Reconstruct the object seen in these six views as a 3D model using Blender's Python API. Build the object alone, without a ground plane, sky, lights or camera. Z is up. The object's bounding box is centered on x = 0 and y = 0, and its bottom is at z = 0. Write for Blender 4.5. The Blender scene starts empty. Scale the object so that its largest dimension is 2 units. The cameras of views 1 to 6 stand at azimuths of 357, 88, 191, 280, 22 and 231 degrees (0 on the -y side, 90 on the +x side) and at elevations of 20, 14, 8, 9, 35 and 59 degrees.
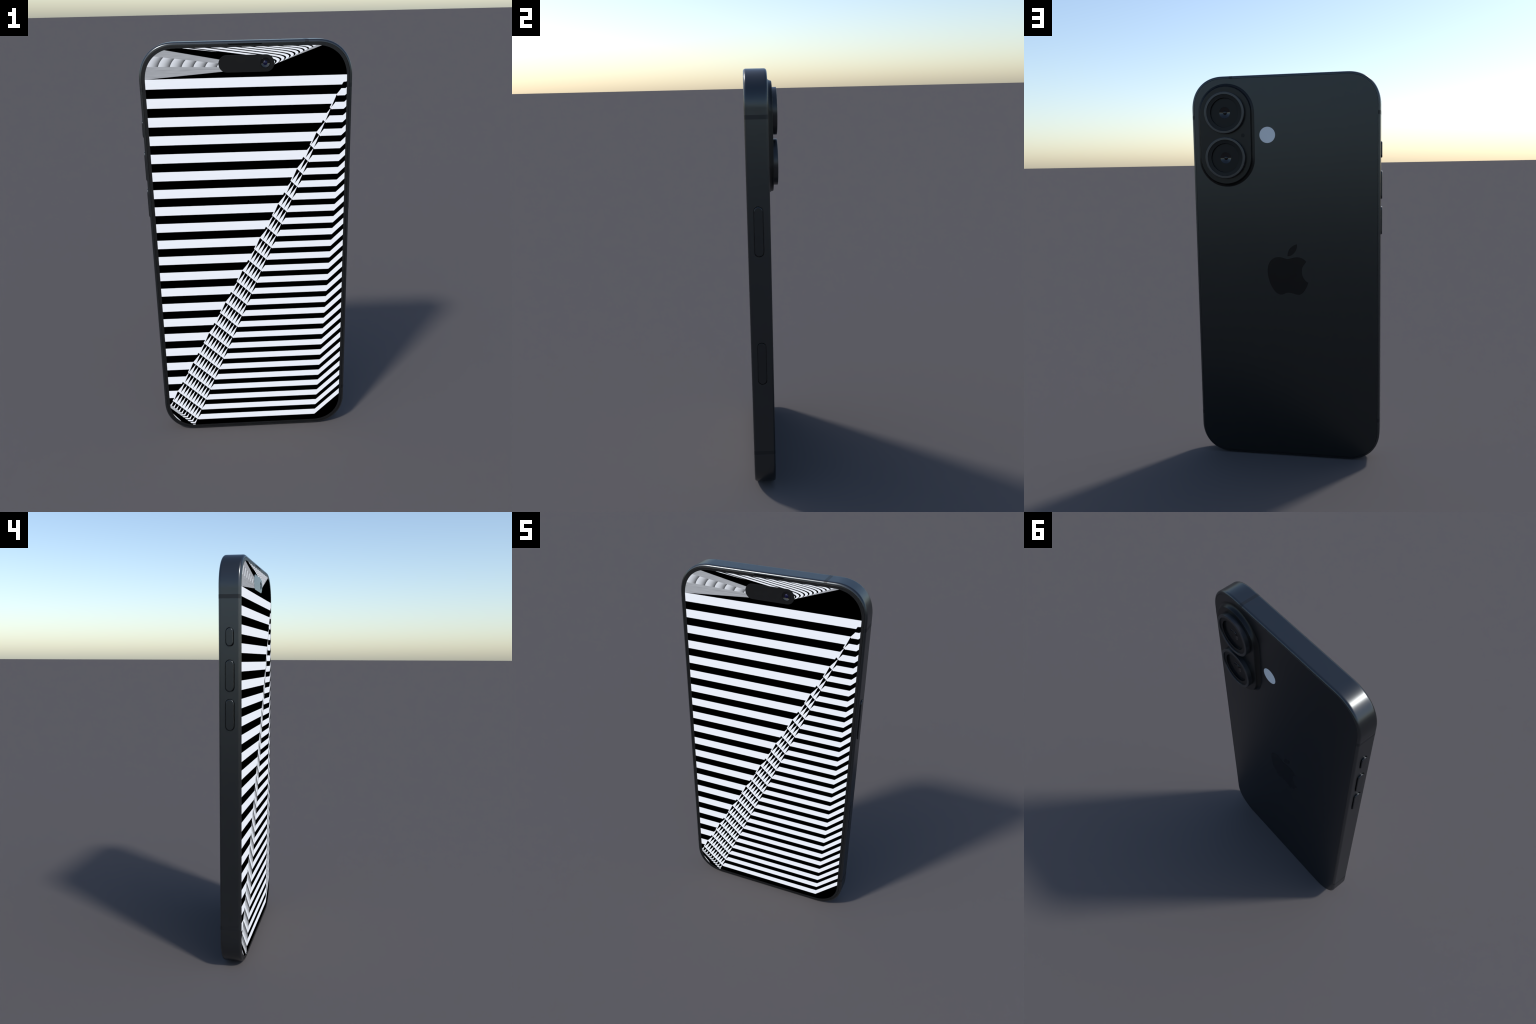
"""A dark smartphone standing upright, striped picture on its display.
Frame: metres, z up, display facing -y, camera block on the back (+y)."""
import bpy, bmesh, math
from mathutils import Vector

# ------------------------------------------------------------------ sizes
CX = 0.0007            # body centre in x (the side buttons shift the bounding box)
HW, HH = 0.4798, 1.0   # body half width / half height
CZ = 1.0
Y_FRONT, Y_BACK = -0.0720, 0.0305
CORNER, POWER = 0.165, 2.2     # corner size and super-ellipse power
EDGE = 0.0117          # rounding of the metal rim, front and back
SCREEN_INSET = 0.0262
LENS_X, LENS_Z, LENS_DZ = 0.300, 1.7034, 0.1128
SIDE_Y = -0.0225       # middle line of the side buttons

# ------------------------------------------------------------------ materials
def new_mat(name, base, rough=0.4, metallic=0.0, ior=1.45, spec=0.5, coat=0.0,
            grain=0.0, grain_scale=600.0, rough_var=0.0, tint=None):
    m = bpy.data.materials.new(name)
    m.use_nodes = True
    nt = m.node_tree
    b = nt.nodes["Principled BSDF"]
    b.inputs["Base Color"].default_value = (*base, 1)
    b.inputs["Roughness"].default_value = rough
    b.inputs["Metallic"].default_value = metallic
    b.inputs["IOR"].default_value = ior
    b.inputs["Specular IOR Level"].default_value = spec
    b.inputs["Coat Weight"].default_value = coat
    if tint: b.inputs["Specular Tint"].default_value = (*tint, 1)
    b.inputs["Coat Roughness"].default_value = 0.05
    if grain > 0 or rough_var > 0:
        tc = nt.nodes.new("ShaderNodeTexCoord")
        nz = nt.nodes.new("ShaderNodeTexNoise")
        nz.inputs["Scale"].default_value = grain_scale
        nz.inputs["Detail"].default_value = 3
        nt.links.new(tc.outputs["Object"], nz.inputs["Vector"])
        if grain > 0:
            mx = nt.nodes.new("ShaderNodeMix"); mx.data_type = 'RGBA'
            mx.inputs["A"].default_value = (*[c * (1 - grain) for c in base], 1)
            mx.inputs["B"].default_value = (*[min(1, c * (1 + grain)) for c in base], 1)
            nt.links.new(nz.outputs["Fac"], mx.inputs["Factor"])
            nt.links.new(mx.outputs["Result"], b.inputs["Base Color"])
        if rough_var > 0:
            mr = nt.nodes.new("ShaderNodeMapRange")
            mr.inputs["To Min"].default_value = rough - rough_var
            mr.inputs["To Max"].default_value = rough + rough_var
            nt.links.new(nz.outputs["Fac"], mr.inputs["Value"])
            nt.links.new(mr.outputs["Result"], b.inputs["Roughness"])
    return m

M_FRAME = new_mat("anodised_metal", (0.0060, 0.0063, 0.0066), 0.28, 0.0, ior=1.76, tint=(0.92, 1.0, 1.06))
M_BUTTON = new_mat("button_metal", (0.0050, 0.0053, 0.0058), 0.28, 0.0, ior=1.68, tint=(0.92, 1.0, 1.06))
M_BAND = new_mat("antenna_plastic", (0.0085, 0.0098, 0.0115), 0.38, 0.0, ior=1.5, grain=0.05)
M_BEZEL = new_mat("bezel_glass", (0.0075, 0.0078, 0.0082), 0.40, 0.0, spec=0.42, grain=0.05)
M_BACK = new_mat("frosted_back_glass", (0.0038, 0.0045, 0.0050), 0.300, 0.0, ior=1.58, tint=(0.93, 1.0, 1.05), grain=0.06, grain_scale=1200)
M_PLATE = new_mat("camera_plate_glass", (0.0050, 0.0054, 0.0052), 0.33, 0.0, ior=1.40, grain=0.05)
M_EMBLEM = new_mat("polished_emblem", (0.0048, 0.0049, 0.0056), 0.27, 0.0, ior=1.36)
M_RING = new_mat("lens_ring_metal", (0.0165, 0.0172, 0.0190), 0.34, 0.0, ior=1.62, grain=0.05)
M_LENSGLASS = new_mat("lens_well", (0.0045, 0.005, 0.006), 0.38, 0.0, ior=1.33)
M_OPTIC = new_mat("lens_mirror", (0.004, 0.004, 0.005), 0.05, 0.0, ior=1.6)
M_PUPIL = new_mat("lens_pupil", (0.002, 0.002, 0.0025), 0.08, 0.0, ior=1.5)
M_ISLAND = new_mat("sensor_glass", (0.0085, 0.009, 0.009), 0.10, 0.0, ior=1.5)
M_BLUE = new_mat("blue_coated_lens", (0.003, 0.003, 0.030), 0.15, 0.0, ior=1.45)
M_HOLE = new_mat("black_hole", (0.0015, 0.0015, 0.0015), 0.8, 0.0, spec=0.1)
M_INNER = new_mat("dark_interior", (0.004, 0.004, 0.004), 0.7, 0.0, spec=0.2)

def flash_material():
    """Pale diffuser: concentric Fresnel grooves as faint rings."""
    m = new_mat("flash_diffuser", (0.80, 0.82, 0.84), 0.45)
    nt = m.node_tree; b = nt.nodes["Principled BSDF"]
    tc = nt.nodes.new("ShaderNodeTexCoord")
    mp = nt.nodes.new("ShaderNodeMapping"); mp.vector_type = 'TEXTURE'
    mp.inputs["Location"].default_value = (0.0880, 0, 1.7023)
    mp.inputs["Scale"].default_value = (1, 1000, 1)
    w = nt.nodes.new("ShaderNodeTexWave"); w.wave_type = 'RINGS'; w.rings_direction = 'SPHERICAL'
    w.inputs["Scale"].default_value = 60; w.inputs["Distortion"].default_value = 1.0
    mx = nt.nodes.new("ShaderNodeMix"); mx.data_type = 'RGBA'
    mx.inputs["A"].default_value = (0.74, 0.76, 0.78, 1); mx.inputs["B"].default_value = (0.80, 0.82, 0.84, 1)
    nt.links.new(tc.outputs["Object"], mp.inputs["Vector"])
    nt.links.new(mp.outputs["Vector"], w.inputs["Vector"])
    nt.links.new(w.outputs["Fac"], mx.inputs["Factor"])
    nt.links.new(mx.outputs["Result"], b.inputs["Base Color"])
    return m
M_FLASH = flash_material()

# ---- small expression builder so the display pattern reads as formulas
class E:
    nt = None
    def __init__(s, sock): s.s = sock
    @staticmethod
    def op(kind, *args):
        n = E.nt.nodes.new("ShaderNodeMath"); n.operation = kind
        for i, a in enumerate(args):
            if isinstance(a, E): E.nt.links.new(a.s, n.inputs[i])
            else: n.inputs[i].default_value = float(a)
        return E(n.outputs[0])
    def __add__(a, b): return E.op('ADD', a, b)
    __radd__ = __add__
    def __sub__(a, b): return E.op('SUBTRACT', a, b)
    def __rsub__(a, b): return E.op('SUBTRACT', b, a)
    def __mul__(a, b): return E.op('MULTIPLY', a, b)
    __rmul__ = __mul__
    def __truediv__(a, b): return E.op('DIVIDE', a, b)
    def __lt__(a, b): return E.op('LESS_THAN', a, b)
    def __gt__(a, b): return E.op('GREATER_THAN', a, b)
def frac(a): return E.op('FRACT', a)
def emin(a, b): return E.op('MINIMUM', a, b)
def emax(a, b): return E.op('MAXIMUM', a, b)
def eexp(a): return E.op('EXPONENT', a)
def epow(a, b): return E.op('POWER', a, b)
def both(*a):
    r = a[0]
    for k in a[1:]: r = E.op('MULTIPLY', r, k)
    return r
def inv(a): return 1.0 - a
def select(mask, yes, no):        # mask ? yes : no
    return mask * yes + inv(mask) * no
def clamp01(a): return emin(emax(a, 0.0), 1.0)
def line(x, p0, p1):              # z of the straight line p0-p1 at x
    k = (p1[1] - p0[1]) / (p1[0] - p0[0])
    return x * k + (p0[1] - k * p0[0])

def display_material():
    m = bpy.data.materials.new("striped_display"); m.use_nodes = True
    nt = m.node_tree; E.nt = nt
    b = nt.nodes["Principled BSDF"]
    tc = nt.nodes.new("ShaderNodeTexCoord")
    sp = nt.nodes.new("ShaderNodeSeparateXYZ")
    nt.links.new(tc.outputs["Object"], sp.inputs[0])
    x, z = E(sp.outputs["X"]), E(sp.outputs["Z"])
    # fine paper streaks, long in x
    mp = nt.nodes.new("ShaderNodeMapping"); mp.inputs["Scale"].default_value = (14, 1, 150)
    nz = nt.nodes.new("ShaderNodeTexNoise"); nz.inputs["Scale"].default_value = 1.0
    nz.inputs["Detail"].default_value = 4
    nt.links.new(tc.outputs["Object"], mp.inputs[0]); nt.links.new(mp.outputs[0], nz.inputs["Vector"])
    streak = E(nz.outputs["Fac"])

    # 1. broad horizontal bars, left field
    TOP, PITCH = 1.8441, 0.08427
    left = frac((TOP - z) / PITCH) < 0.512
    # 2. narrow bars, right field; they bend up along a slanting crease
    ROW = 0.0605; R0 = (0.4166, 1.7526)
    bend = (z - (x - 0.3197) * 0.94) * (1 / (1 - 0.94 * 0.073))
    t = (R0[1] - emin(z, bend)) / ROW
    right = emax(frac(t) > 0.48, t < -1.0) * (t < 28.0)
    # 3. diagonal lattice of slender triangles between the two fields
    v1, v2 = (0.0134, -0.0129), (-0.02575, -ROW)
    det = v2[0] * v1[1] - v2[1] * v1[0]
    dx, dz = x - R0[0], z - R0[1]
    r = (dx * v1[1] - dz * v1[0]) * (1 / det)
    s = (dz * v2[0] - dx * v2[1]) * (1 / det)
    p = s + 0.47
    q = frac(r)
    tri_black = both(q > 0.035, frac(p) < (0.985 - q) * 1.03)
    lattice = inv(tri_black)
    # foot of the lattice: the triangles turn into level hairlines, then stop
    s_foot = (R0[1] - 28.47 * ROW - z) * (1 / 0.0129)
    hair = inv(frac(s_foot + 0.47) < 0.42)
    fade = clamp01((-4.0 - p) * 0.28)
    hair = select(fade, 0.55, hair)
    lattice = select(r > 28.47, hair, lattice)
    lattice = both(lattice, r < 28.71, inv(both(r > 28.0, p > 0.12)))
    is_left = p < r * (-1 / 3)
    is_right = s > 0.0
    field = select(is_left, left, select(is_right, right, lattice))
    field = field * inv(both(r > 28.71, p < 0.3))
    sliver = z < line(x, (-0.4407, 0.1030), (-0.4015, 0.0547))
    field = emax(field, sliver)
    # 4. head of the picture: grey wedge with a row of shaded shells
    wedge = both(z < line(x, (-0.3614, 1.9684), (-0.1206, 1.9229)),
                 z > line(x, (-0.4328, 1.8456), (-0.1083, 1.8702)), x < 0.0)
    low = line(x, (-0.4404, 1.8991), (-0.1279, 1.8904))
    high = line(x, (-0.4084, 1.9429), (-0.1238, 1.9067))
    h = (z - low) / (high - low)
    u = (x + 0.3899 - (z - low) * (0.30 + h * 0.34)) / 0.0521
    f = frac(u)
    shell = 0.84 - 0.30 * f - epow(f, 2.2) * 0.49
    in_shell = both(h > 0.0, h < 1.0)
    crease = E.op('ABSOLUTE', z - line(x, (-0.45, 1.8825), (-0.13, 1.8800))) < 0.0009
    grey = 0.33 + streak * 0.20 - crease * 0.10
    wedge_val = select(in_shell, shell, grey)
    # 5. head, right: nested hooks running into a slanting edge
    B0, B1 = (0.1273, 1.8968), (0.3400, 1.9727)
    hv = z - line(x, B0, B1)
    under = z > line(x, (-0.2839, 1.9745), (-0.0933, 1.9511))
    hook_zone = both(emax(under, x > 0.10), hv > 0.0)
    curl = (1.0 - eexp(hv * (-1 / 0.0105))) * 0.0520
    k = (x - curl + hv * 2.05 - 0.1254) * (1 / 0.0212)       # hook number
    for _ in range(4):                                       # the lines fan out towards the left
        k = (x - curl + hv * (1.985 + k * k * k * 0.0010) - 0.1254) * (1 / 0.0212)
    hooks = frac(k) < 0.62
    strip = hv < emax((x - 0.14) * 0.057, 0.0)
    hook_val = select(strip, 0.42, hooks)
    head = select(wedge, wedge_val, hook_zone * hook_val)
    val = select(z > TOP, head, field)
    val = val * (0.975 + streak * 0.04)

    tint = nt.nodes.new("ShaderNodeMix"); tint.data_type = 'RGBA'
    tint.inputs["A"].default_value = (0, 0, 0, 1)
    tint.inputs["B"].default_value = (0.985, 0.990, 1.0, 1)
    nt.links.new(val.s, tint.inputs["Factor"])
    nt.links.new(tint.outputs["Result"], b.inputs["Base Color"])
    b.inputs["Specular IOR Level"].default_value = 0.0
    b.inputs["Roughness"].default_value = 1.0
    return m
M_DISPLAY = display_material()

# ------------------------------------------------------------------ helpers
def obj_from(name, verts, faces, mat, smooth=35, parent=None):
    me = bpy.data.meshes.new(name)
    me.from_pydata([tuple(v) for v in verts], [], faces)
    bm = bmesh.new(); bm.from_mesh(me)
    bmesh.ops.recalc_face_normals(bm, faces=bm.faces)
    bm.to_mesh(me); bm.free()
    me.materials.append(mat)
    ob = bpy.data.objects.new(name, me)
    bpy.context.scene.collection.objects.link(ob)
    finish(ob, smooth)
    if parent: ob.parent = parent
    return ob

def finish(ob, angle=35):
    me = ob.data
    me.polygons.foreach_set("use_smooth", [True] * len(me.polygons))
    bm = bmesh.new(); bm.from_mesh(me)
    lim = math.radians(angle)
    for e in bm.edges:
        e.smooth = not (len(e.link_faces) == 2 and e.calc_face_angle(0) > lim)
    bm.to_mesh(me); bm.free()

def weight_normals(ob):
    """Bake area-weighted normals so flat faces stay flat beside the roundings."""
    md = ob.modifiers.new("wn", 'WEIGHTED_NORMAL'); md.keep_sharp = True; md.weight = 100
    bake(ob)

def bake(ob):
    dg = bpy.context.evaluated_depsgraph_get()
    me = bpy.data.meshes.new_from_object(ob.evaluated_get(dg), depsgraph=dg)
    old = ob.data
    ob.modifiers.clear(); ob.data = me; me.name = old.name

def outline(hw, hh, cr, n=28, power=POWER):
    """Closed rounded rectangle (x, z, nx, nz) round the origin; soft corners."""
    pts = []
    for sx, sz in ((1, 1), (-1, 1), (-1, -1), (1, -1)):
        arc = []
        for i in range(n + 1):
            a = math.pi / 2 * i / n
            c, s_ = math.cos(a), math.sin(a)
            px, pz = c ** (2 / power) if c > 1e-9 else 0.0, s_ ** (2 / power) if s_ > 1e-9 else 0.0
            nx, nz = px ** (power - 1), pz ** (power - 1)
            l = math.hypot(nx, nz)
            arc.append((sx * (hw - cr + cr * px), sz * (hh - cr + cr * pz), sx * nx / l, sz * nz / l))
        if sx * sz < 0: arc.reverse()
        pts += arc
    return pts

def loft(name, base, profile, mat, cx=0, cz=0, close_profile=False, cap_first=False, cap_last=False, smooth=35, parent=None, weighted=True):
    """Sweep (offset outward, y) rows round an outline."""
    n = len(base); V = []; F = []
    for o, y in profile:
        for (px, pz, nx, nz) in base:
            V.append((cx + px + o * nx, y, cz + pz + o * nz))
    m = len(profile)
    for k in range(m if close_profile else m - 1):
        a, b = k * n, ((k + 1) % m) * n
        for i in range(n):
            j = (i + 1) % n
            F.append((a + i, a + j, b + j, b + i))
    if cap_first: F.append(tuple(range(n)))
    if cap_last: F.append(tuple(range((m - 1) * n, m * n)))
    ob = obj_from(name, V, F, mat, smooth, parent)
    if weighted: weight_normals(ob)
    return ob

def lathe(name, cx, cz, profile, mat, seg=96, cap_last=True, smooth=30, parent=None):
    """Turn (radius, y) rows about the y axis through (cx, cz)."""
    circ = [(0, 0, math.cos(2 * math.pi * i / seg), math.sin(2 * math.pi * i / seg)) for i in range(seg)]
    return loft(name, circ, profile, mat, cx, cz, cap_last=cap_last, smooth=smooth, parent=parent)

def arc(c_o, c_y, r, a0, a1, n):
    return [(c_o + r * math.cos(math.radians(a0 + (a1 - a0) * i / n)),
             c_y + r * math.sin(math.radians(a0 + (a1 - a0) * i / n))) for i in range(n + 1)]

def side_pill(name, side, x0, x1, cy, cz, w, l, mat, bevel=0.0, parent=None, n=14):
    """Pill on a side wall: axis along z, rising from x0 to x1 (times side)."""
    ring = []
    for i in range(2 * n + 2):
        up = i <= n
        a = math.pi * (i if up else i - 1) / n
        ring.append((math.cos(a) * w / 2, math.sin(a) * w / 2 + (1 if up else -1) * (l - w) / 2, math.cos(a), math.sin(a)))
    rows = [(0, x0)]
    if bevel > 0:
        rows += [(-bevel + bevel * math.cos(math.radians(a)), x1 - bevel + bevel * math.sin(math.radians(a))) for a in (0, 22.5, 45, 67.5, 90)]
    else: rows += [(0, x1)]
    V, F = [], []; k = len(ring)
    for o, x in rows:
        for (py, pz, ny, nz) in ring:
            V.append((x * side if side else x, cy + py + o * ny, cz + pz + o * nz))
    for r_ in range(len(rows) - 1):
        for i in range(k):
            j = (i + 1) % k
            F.append((r_ * k + i, r_ * k + j, (r_ + 1) * k + j, (r_ + 1) * k + i))
    F.append(tuple(range(k))); F.append(tuple(range((len(rows) - 1) * k, len(rows) * k)))
    ob = obj_from(name, V, F, mat, 40, parent)
    weight_normals(ob)
    return ob

# ------------------------------------------------------------------ the thing
phone = bpy.data.objects.new("smartphone", None)
bpy.context.scene.collection.objects.link(phone)
phone["label"] = "dark slim smartphone standing upright with black and white striped display"
phone["category"] = "smartphone"

BODY = outline(HW, HH, CORNER)

# metal frame: closed ring, rounded front and back rim, thin seat for the glass
rim = ([(-EDGE, Y_FRONT + 0.0003)]
       + arc(-EDGE, Y_FRONT + EDGE, EDGE, 270, 360, 8)[1:]
       + [(0, Y_FRONT + EDGE + 0.004), (0, Y_BACK - EDGE - 0.004)]
       + arc(-EDGE, Y_BACK - EDGE, EDGE, 0, 90, 8)[:-1]
       + [(-EDGE, Y_BACK - 0.0003), (-EDGE - 0.0004, Y_BACK - 0.006), (-0.030, Y_BACK - 0.006),
          (-0.030, Y_FRONT + 0.006), (-EDGE - 0.0004, Y_FRONT + 0.006)])
frame = loft("frame", BODY, rim, M_FRAME, CX, CZ, close_profile=True, parent=phone, weighted=False)

# buttons: (side, centre z, length, width, proud height)
XL, XR = CX - HW, CX + HW
BUTTONS = [("action_button", -1, 1.6190, 0.0810, 0.0325, 0.0070),
           ("volume_button", -1, 1.4440, 0.1420, 0.0385, 0.0070),
           ("volume_button", -1, 1.2650, 0.1430, 0.0385, 0.0070),
           ("power_button", 1, 1.3055, 0.2225, 0.0385, 0.0056),
           ("camera_control", 1, 0.6818, 0.2020, 0.0370, 0.0012)]
GAP = 0.0032
cutters = []
for nm, sd, zc, ln, wd, up in BUTTONS:
    x_wall = XR if sd > 0 else XL
    lo, hi = x_wall - sd * 0.013, x_wall + sd * 0.02
    cutters.append(side_pill("cutter", 0, lo, hi, SIDE_Y, zc, wd + 2 * GAP, ln + 2 * GAP, M_HOLE))
    b = side_pill(nm, 0, lo - sd * 0.004, x_wall + sd * up, SIDE_Y, zc, wd, ln, M_BUTTON, parent=frame)
    md = b.modifiers.new("bv", 'BEVEL'); md.width = min(0.0035, up * 0.8); md.segments = 4; md.limit_method = 'ANGLE'
    bake(b); finish(b, 40); weight_normals(b)

# bottom openings: charging port, speaker and microphone holes, two screws
def bottom_hole(cx, w, d):
    n = 12; ring = []
    for i in range(2 * n + 2):
        rt = i <= n
        a = -math.pi / 2 + math.pi * (i if rt else i - 1) / n
        ring.append((math.cos(a) * d / 2 + (1 if rt else -1) * (w - d) / 2, math.sin(a) * d / 2))
    V = [(cx + px, SIDE_Y + py, zz) for zz in (-0.02, 0.020) for px, py in ring]
    k = len(ring)
    F = [(i, (i + 1) % k, k + (i + 1) % k, k + i) for i in range(k)] + [tuple(range(k)), tuple(range(k, 2 * k))]
    return obj_from("cutter", V, F, M_HOLE)
cutters.append(bottom_hole(CX, 0.122, 0.044))
for i in range(5): cutters.append(bottom_hole(CX + 0.150 + 0.030 * i, 0.019, 0.019))
for i in range(3): cutters.append(bottom_hole(CX - 0.150 - 0.030 * i, 0.019, 0.019))

for c in cutters:
    md = frame.modifiers.new("cut", 'BOOLEAN'); md.operation = 'DIFFERENCE'; md.solver = 'EXACT'; md.object = c
bpy.context.view_layer.update()
bake(frame)
for c in cutters: bpy.data.objects.remove(c)
finish(frame, 35); weight_normals(frame)
frame.data.materials.clear(); frame.data.materials.append(M_FRAME)

for sx in (-1, 1):
    n = 18
    V = [(CX + sx * 0.098 + 0.0075 * math.cos(2 * math.pi * i / n) * f, SIDE_Y + 0.0075 * math.sin(2 * math.pi * i / n) * f, zz)
         for f, zz in ((1, 0.004), (1, 0.0002), (0.4, 0.0002), (0.4, 0.003)) for i in range(n)]
    F = [(k * n + i, k * n + (i + 1) % n, (k + 1) * n + (i + 1) % n, (k + 1) * n + i) for k in range(3) for i in range(n)]
    F.append(tuple(range(3 * n, 4 * n)))
    obj_from("screw", V, F, M_BAND, parent=frame)
V = [(CX + px, SIDE_Y + py, zz) for zz in (0.006, 0.022) for px, py in ((-.040, -.006), (.040, -.006), (.040, .006), (-.040, .006))]
obj_from("charging_tongue", V, [(0, 1, 2, 3), (4, 5, 6, 7), (0, 1, 5, 4), (1, 2, 6, 5), (2, 3, 7, 6), (3, 0, 4, 7)], M_INNER, parent=frame)

# antenna bands: short strips with the same rim section, a hair proud of the metal
SKIN = 0.0002
band_rows = [(o + SKIN, y + (-SKIN if y < Y_FRONT + EDGE * .5 else SKIN if y > Y_BACK - EDGE * .5 else 0)) for o, y in rim[:-4]]
band_rows[0] = (band_rows[0][0], Y_FRONT - 0.0001); band_rows[-1] = (band_rows[-1][0], Y_BACK + 0.0001)
def antenna_band(kind, where, centre, width=0.0185):
    V = []
    for e in (-width / 2, width / 2):
        for o, y in band_rows + [(-0.02, Y_BACK - 0.01), (-0.02, Y_FRONT + 0.01)]:
            if kind == 'side': V.append((CX + where * (HW + o), y, centre + e))
            else: V.append((CX + centre + e, y, CZ + where * (HH + o)))
    k = len(V) // 2
    F = [(i, (i + 1) % k, k + (i + 1) % k, k + i) for i in range(k)] + [tuple(range(k)), tuple(range(k, 2 * k))]
    return obj_from("antenna_band", V, F, M_BAND, 35, frame)
for sd in (-1, 1):
    antenna_band('side', sd, 1.7985)
    antenna_band('side', sd, 0.2220)
antenna_band('end', 1, 0.2720, 0.0165)
# keep the lowest point at z = 0
for ob in frame.children:
    if ob.name.startswith("antenna_band"):
        for v in ob.data.vertices: v.co.z = min(max(v.co.z, 0.0), 2.0005)

# front glass (black border), display, sensor island, earpiece slot
g0 = -EDGE - 0.0008
front_glass = loft("front_glass", BODY, [(g0, Y_FRONT + 0.0055), (g0, Y_FRONT + 0.0012), (g0 - 0.0003, Y_FRONT + 0.0006), (g0 - 0.0009, Y_FRONT + 0.0002), (g0 - 0.0016, Y_FRONT)],
                   M_BEZEL, CX, CZ, cap_first=True, cap_last=True, parent=phone)
SCREEN = outline(HW - SCREEN_INSET, HH - SCREEN_INSET, 0.142)
display = loft("display", SCREEN, [(0, Y_FRONT + 0.001), (0, Y_FRONT - 0.0003)], M_DISPLAY, CX + 0.0007, CZ, cap_first=True, cap_last=True, parent=front_glass, weighted=False)

ISL = outline(0.1248, 0.0372, 0.0371, 16, 2.0)
island = loft("sensor_island", ISL, [(0, Y_FRONT + 0.001), (0, Y_FRONT - 0.0005), (-0.0004, Y_FRONT - 0.0007)], M_ISLAND, 0.0022, 1.9030, cap_last=True, parent=front_glass)
FX, FZ, YI = 0.0867, 1.9036, Y_FRONT - 0.0007
well = lathe("cutter", FX, FZ, [(0.0214, YI - 0.01), (0.0214, YI + 0.014)], M_HOLE, 64, parent=None)
cap = bmesh.new(); cap.from_mesh(well.data)
bmesh.ops.holes_fill(cap, edges=[e for e in cap.edges if e.is_boundary]); bmesh.ops.recalc_face_normals(cap, faces=cap.faces)
cap.to_mesh(well.data); cap.free()
for ob in (front_glass, display, island):
    md = ob.modifiers.new("well", 'BOOLEAN'); md.operation = 'DIFFERENCE'; md.solver = 'EXACT'; md.object = well
bpy.context.view_layer.update()
for ob in (front_glass, display, island):
    mat = ob.data.materials[0]; bake(ob); finish(ob, 35)
    ob.data.materials.clear(); ob.data.materials.append(mat)
bpy.data.objects.remove(well)
weight_normals(front_glass); weight_normals(island)
display.data.materials.append(M_BEZEL)          # the panel's cut edge is dark
for pl in display.data.polygons: pl.material_index = 0 if pl.normal.y < -0.9 else 1
fc = lathe("front_camera", FX, FZ, [(0.0228, YI + 0.0001), (0.0226, YI - 0.0003), (0.0200, YI - 0.0003), (0.0194, YI + 0.0003), (0.0192, YI + 0.0030)],
           M_PUPIL, 64, cap_last=False, parent=phone)

# front camera optics: shallow bright dish round a small blue dome
def dish(name, cx, cz, y0, out, r_out, r_in, depth, mat, parent, seg=64):
    """Concave ring between r_out and r_in; out = +1/-1 is the way it faces."""
    rows = []
    for i in range(13):
        t = i / 12
        rows.append((r_out + (r_in - r_out) * t, y0 - out * depth * (t + 0.25 * t * (1 - t))))
    return lathe(name, cx, cz, rows, mat, seg, cap_last=False, parent=parent)
def dome(name, cx, cz, y0, out, r, height, mat, parent, seg=48):
    rows = [(r * math.cos(math.pi / 2 * i / 10) + 1e-5, y0 + out * height * math.sin(math.pi / 2 * i / 10)) for i in range(11)]
    return lathe(name, cx, cz, rows, mat, seg, cap_last=True, parent=parent)
dish("camera_dish", FX, FZ, YI + 0.0015, -1, 0.0194, 0.0098, 0.0028, M_OPTIC, fc)
dome("camera_lens", FX, FZ, YI + 0.0045, -1, 0.0100, 0.0035, M_BLUE, fc)

slot_w, slot_top, slot_bot = 0.0775, HH * 2 - 0.0112, HH * 2 - 0.0170
pts = [(-slot_w, slot_top), (slot_w, slot_top), (slot_w - 0.003, slot_bot + 0.0025), (slot_w - 0.008, slot_bot), (-slot_w + 0.008, slot_bot), (-slot_w + 0.003, slot_bot + 0.0025)]
V = [(CX - 0.003 + a, yy, b_) for yy in (Y_FRONT + 0.003, Y_FRONT - 0.0003) for a, b_ in pts]
k = len(pts)
obj_from("earpiece_slot", V, [(i, (i + 1) % k, k + (i + 1) % k, k + i) for i in range(k)] + [tuple(range(k)), tuple(range(k, 2 * k))], M_HOLE, parent=front_glass)

# back glass
back_glass = loft("back_glass", BODY, [(g0, Y_BACK - 0.0055), (g0, Y_BACK - 0.0012), (g0 - 0.0003, Y_BACK - 0.0006), (g0 - 0.0009, Y_BACK - 0.0002), (g0 - 0.0016, Y_BACK)],
                  M_BACK, CX, CZ, cap_first=True, cap_last=True, parent=phone)

# fruit emblem: Bezier outline in drawing units, u to the right as seen from behind
def bezier(path, n=14):
    out = []; p0 = path[0]
    for c1, c2, p1 in path[1:]:
        for i in range(n):
            t = i / n; a = 1 - t
            out.append(tuple(a**3 * p0[d] + 3*a*a*t * c1[d] + 3*a*t*t * c2[d] + t**3 * p1[d] for d in (0, 1)))
        p0 = p1
    return out
fruit = bezier([(582, 604), ((650, 600), (690, 565), (770, 565)), ((850, 565), (920, 605), (965, 660)),
                ((895, 735), (868, 790), (868, 865)), ((868, 960), (920, 1055), (1002, 1092)),
                ((965, 1200), (890, 1348), (795, 1348)), ((720, 1348), (680, 1308), (590, 1308)),
                ((510, 1308), (500, 1350), (430, 1350)), ((290, 1350), (155, 1080), (155, 860)),
                ((155, 660), (270, 565), (390, 565)), ((470, 565), (520, 604), (582, 604))])
leaf = bezier([(578, 548), ((570, 420), (660, 320), (775, 300)), ((790, 420), (690, 550), (578, 548))])
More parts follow.
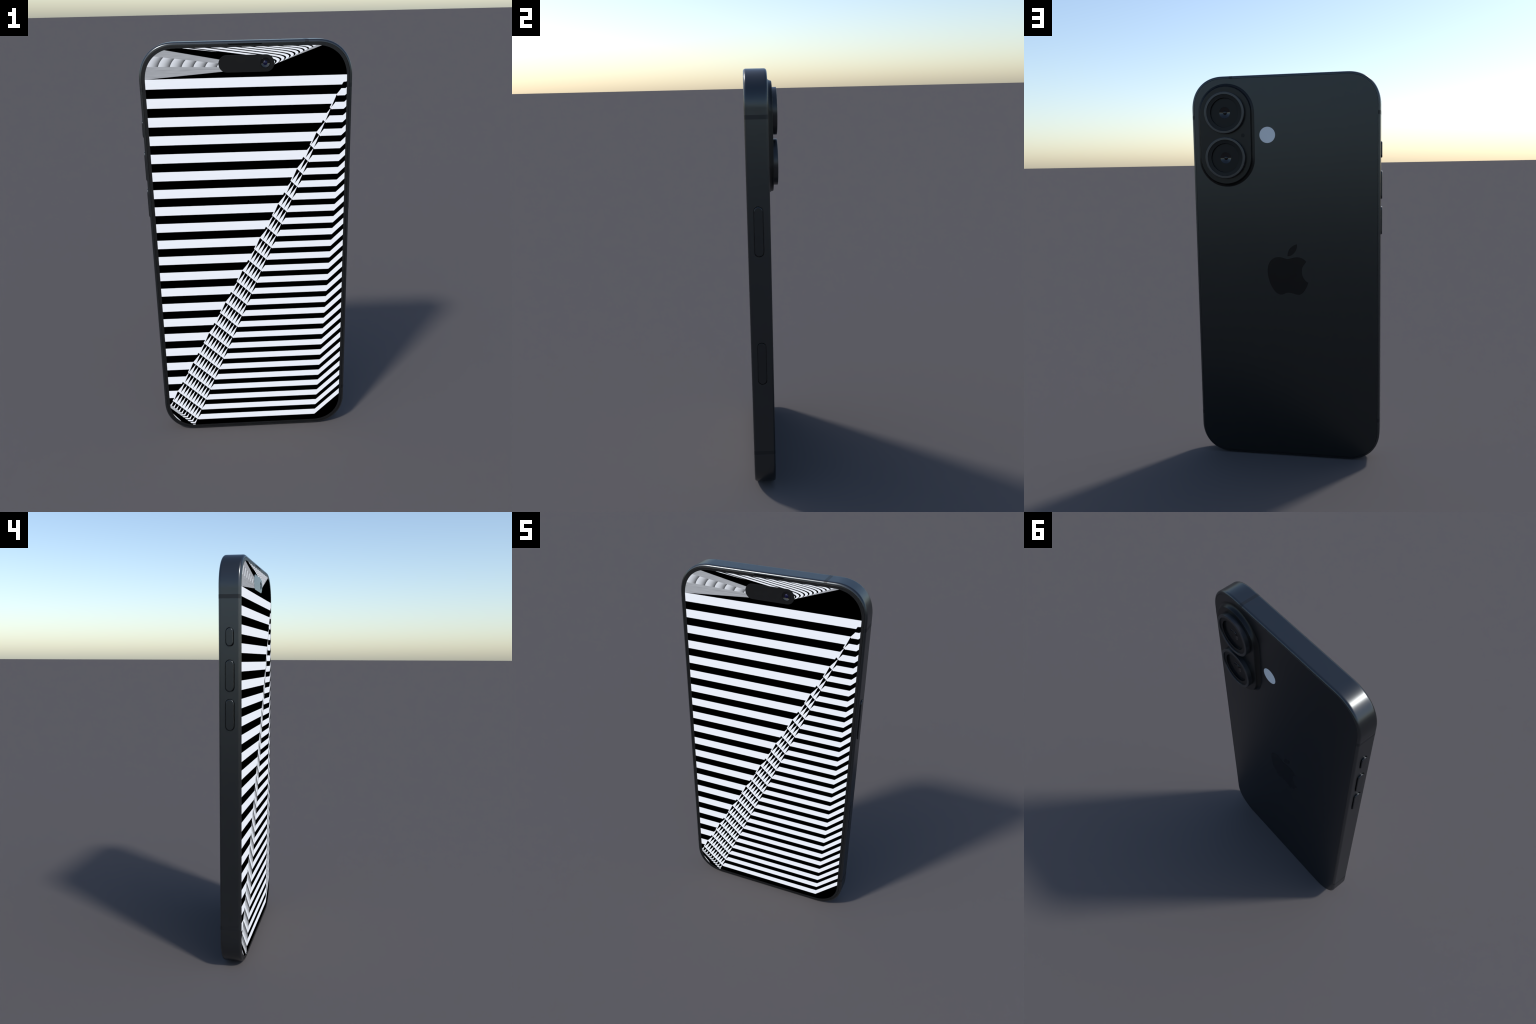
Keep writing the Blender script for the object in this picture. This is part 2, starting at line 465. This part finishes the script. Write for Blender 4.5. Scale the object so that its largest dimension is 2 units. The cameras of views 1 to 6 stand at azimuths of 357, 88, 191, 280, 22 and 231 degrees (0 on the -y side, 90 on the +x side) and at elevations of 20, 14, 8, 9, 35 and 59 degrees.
def emblem_piece(name, poly, parent):
    k = len(poly)
    V = [(-0.0068 - (u - 578) / 3970, yy, 1.0839 - (v - 548) / 3970) for yy in (Y_BACK - 0.001, Y_BACK + 0.0004) for u, v in poly]
    F = [(i, (i + 1) % k, k + (i + 1) % k, k + i) for i in range(k)] + [tuple(range(k)), tuple(range(k, 2 * k))]
    return obj_from(name, V, F, M_EMBLEM, 30, parent)
emblem_piece("emblem", fruit, back_glass)
emblem_piece("emblem_leaf", leaf, back_glass)

# flash
lathe("flash", 0.0880, 1.7023, [(0.0403, Y_BACK - 0.001), (0.0403, Y_BACK + 0.0003), (0.0398, Y_BACK + 0.0006)], M_FLASH, 96, parent=back_glass)

# camera plate: pill that swells out of the back glass
PR, PY = 0.1300, 0.0510
PILL = outline(PR, PR + LENS_DZ, PR, 40, 2.0)
fillet = [(0.019, Y_BACK - 0.0006), (0.015, Y_BACK + 0.0003), (0.0115, Y_BACK + 0.0018), (0.0080, Y_BACK + 0.0045), (0.0050, Y_BACK + 0.0080),
          (0.0030, Y_BACK + 0.0120), (0.0018, Y_BACK + 0.0165)]
plate = loft("camera_plate", PILL, fillet + [(0.0012, PY - 0.0020), (0.0006, PY - 0.0008), (-0.0004, PY - 0.0002), (-0.0016, PY)],
             M_PLATE, LENS_X, LENS_Z, cap_last=True, smooth=60, parent=phone)
lathe("microphone_hole", 0.2097, 1.7017, [(0.0098, PY - 0.001), (0.0098, PY + 0.0002), (0.0092, PY + 0.0004)], M_LENSGLASS, 40, parent=plate)

# two lenses
YR = 0.0722
for dzs in (1, -1):
    cz = LENS_Z + dzs * LENS_DZ
    ring = lathe("lens_ring", LENS_X, cz, [(0.1039, PY - 0.001), (0.1039, YR - 0.0022), (0.1035, YR - 0.0010), (0.1022, YR - 0.0003), (0.1008, YR),
                                           (0.0916, YR), (0.0908, YR - 0.0008), (0.0902, YR - 0.0040)], M_RING, 128, cap_last=False, parent=plate)
    lathe("lens_cover", LENS_X, cz, [(0.0912, YR - 0.0035), (0.0900, YR - 0.0040), (0.0735, YR - 0.0050), (0.0726, YR - 0.0056), (0.0726, YR - 0.0140), (0.0722, YR - 0.0146),
                                     (0.0290, YR - 0.0146), (0.0276, YR - 0.0152), (0.0272, YR - 0.0165)], M_LENSGLASS, 128, cap_last=False, parent=plate)
    dish("lens_dish", LENS_X, cz, YR - 0.0149, 1, 0.0275, 0.0095, 0.0058, M_OPTIC, plate)
    dome("lens_core", LENS_X, cz, YR - 0.0209, 1, 0.0100, 0.0050, M_PUPIL, plate)
